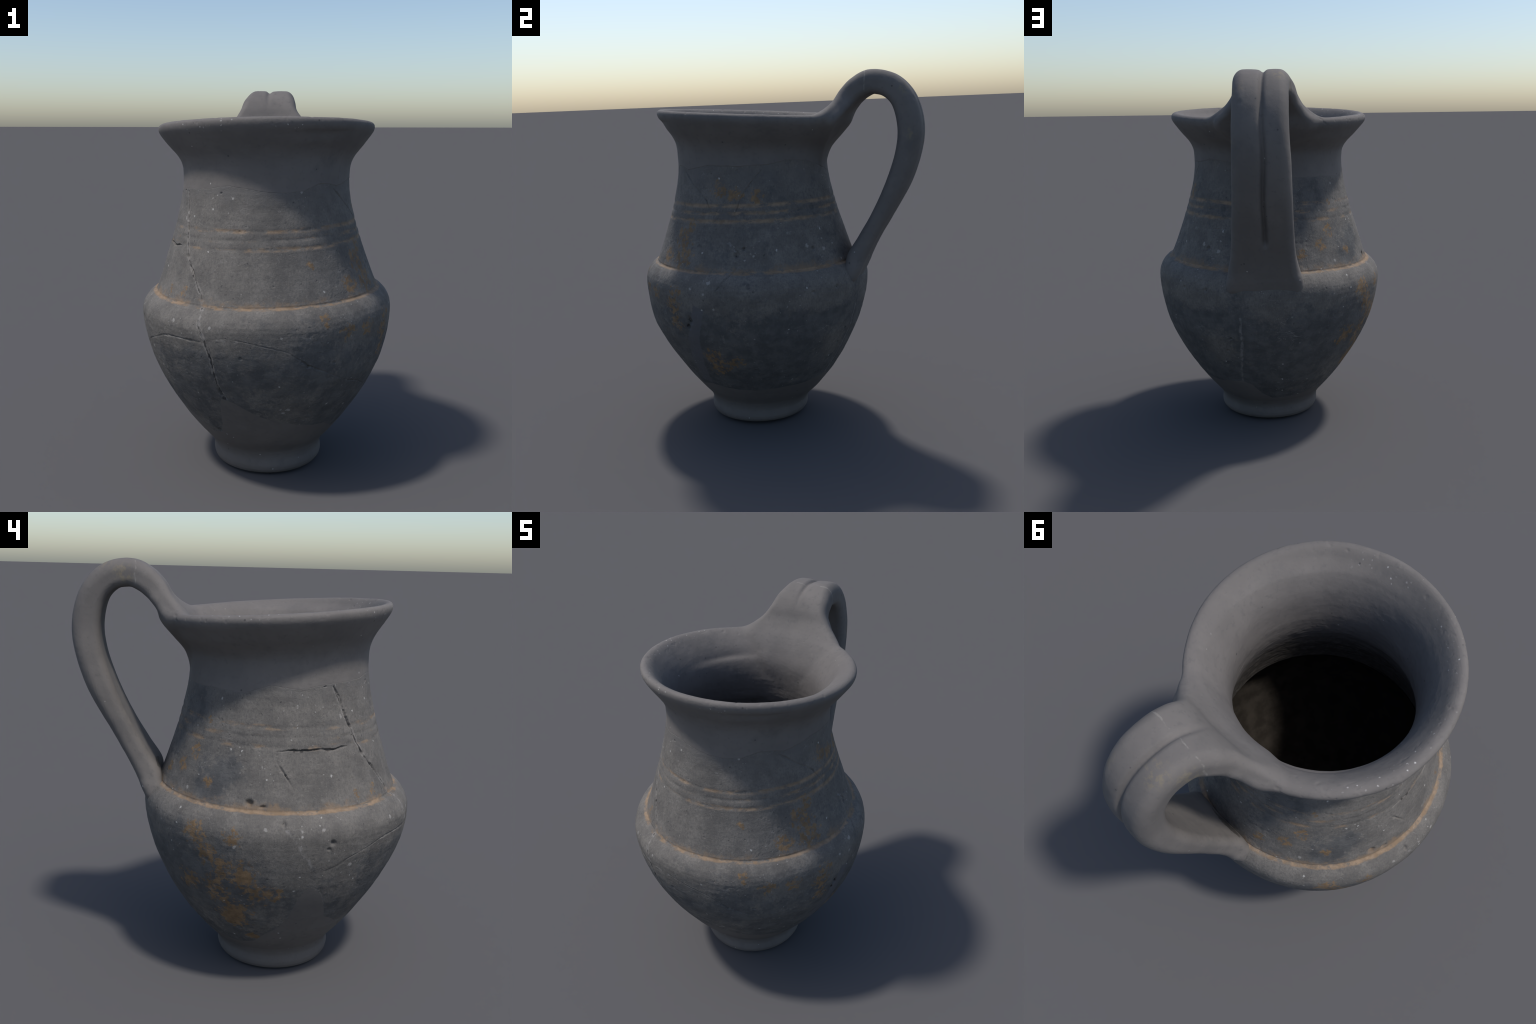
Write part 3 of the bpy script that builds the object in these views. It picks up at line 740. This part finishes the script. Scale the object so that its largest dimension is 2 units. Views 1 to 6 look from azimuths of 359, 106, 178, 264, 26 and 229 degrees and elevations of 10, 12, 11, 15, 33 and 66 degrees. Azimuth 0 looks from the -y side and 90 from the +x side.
    # near-black spots at the deeper breaks
    BREAK_DARKS = ((70.9, .722, .022), (69.2, .688, .019), (95.1, 1.068, .015), (99.3, 1.101, .012), (-108.3, .980, .016), (-73.5, .824, .014), (-92.9, .913, .011), (-34.1, .274, .017), (-22, .515, .014),
                     (141, 1.072, .013), (16.5, .697, .010), (158, .60, .009), (147, .87, .012), (-84, 1.203, .012), (-88, 1.203, .010), (-48.4, 1.166, .009), (-41.5, 1.085, .010))
    def dark_break_spots():
        w = m.warped(.018, 35)
        return m.strongest([m.blob(w, pt(az, h), r * 1.2, 0) for az, h, r in BREAK_DARKS])
    c = m.mix((m.mask("dark_break_spots", dark_break_spots) + (smear - .5) * .9).step(.34, .58) * .8, c, (.020, .018, .018))
    m.bump(m.noise(60, 8, .68) + m.noise(230, 3, .6) * .4 + d.step(.30, .1) * g.step(.93, .95) * -.5, .38, .006)
    return m.finish(c, m.noise(20, 4, .6).step(.3, .7) * .15 + .70, .25)

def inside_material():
    m = Mat("dark_brown_inner_wall")
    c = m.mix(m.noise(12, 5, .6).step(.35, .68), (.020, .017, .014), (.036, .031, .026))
    m.bump(m.noise(40, 5, .6), .4, .006)
    return m.finish(c, .9, .1)

clay, plaster, plaster_handle, plaster_low, inner_dark = clay_material(), plaster_material("restored_plaster"), plaster_material("restored_handle"), plaster_material("restored_base_plaster"), inside_material()

# ------------------------------------------------------------------ assemble
jug = bpy.data.objects.new("pottery_jug", None)
bpy.context.collection.objects.link(jug)
jug["label"] = "mended dark grey clay jug with high looped strap handle"
jug["category"] = "pottery jug"

def add(name, V, F, mat, normals_from=None, keep=None):
    me = make_mesh(name, V, F)
    me.materials.append(mat)
    ob = bpy.data.objects.new(name, me)
    bpy.context.collection.objects.link(ob); ob.parent = jug
    return ob

def subset(V, F, mask):
    f = F[mask]; used = np.unique(f)
    remap = np.full(len(V), -1, np.int64); remap[used] = np.arange(len(used))
    return V[used], remap[f], used

# body and foot share one border: give both the normals of the joined surface
nb = len(body_V)
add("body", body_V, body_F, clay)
add("foot", foot_V, foot_F, plaster_low)
add("inner_wall", inside_V, inside_F, inner_dark)
NT = vertex_normals(top_V, top_F)
cen = top_V[top_F].mean(1)
fa = top_a[top_F].mean(1)
is_handle = (cen[:, 1] > .30) & (fa > .055)
for nm, mask in (("rim_and_neck", ~is_handle), ("handle", is_handle)):
    V, F, used = subset(top_V, top_F, mask)
    ob = add(nm, V, F, plaster_handle if nm == 'handle' else plaster)
    ob.data.normals_split_custom_set_from_vertices(NT[used].tolist())

allz = np.vstack([body_V, foot_V, top_V])
print("extent", allz.min(0), allz.max(0), "quads", len(body_F) + len(foot_F) + len(top_F) + len(inside_F))
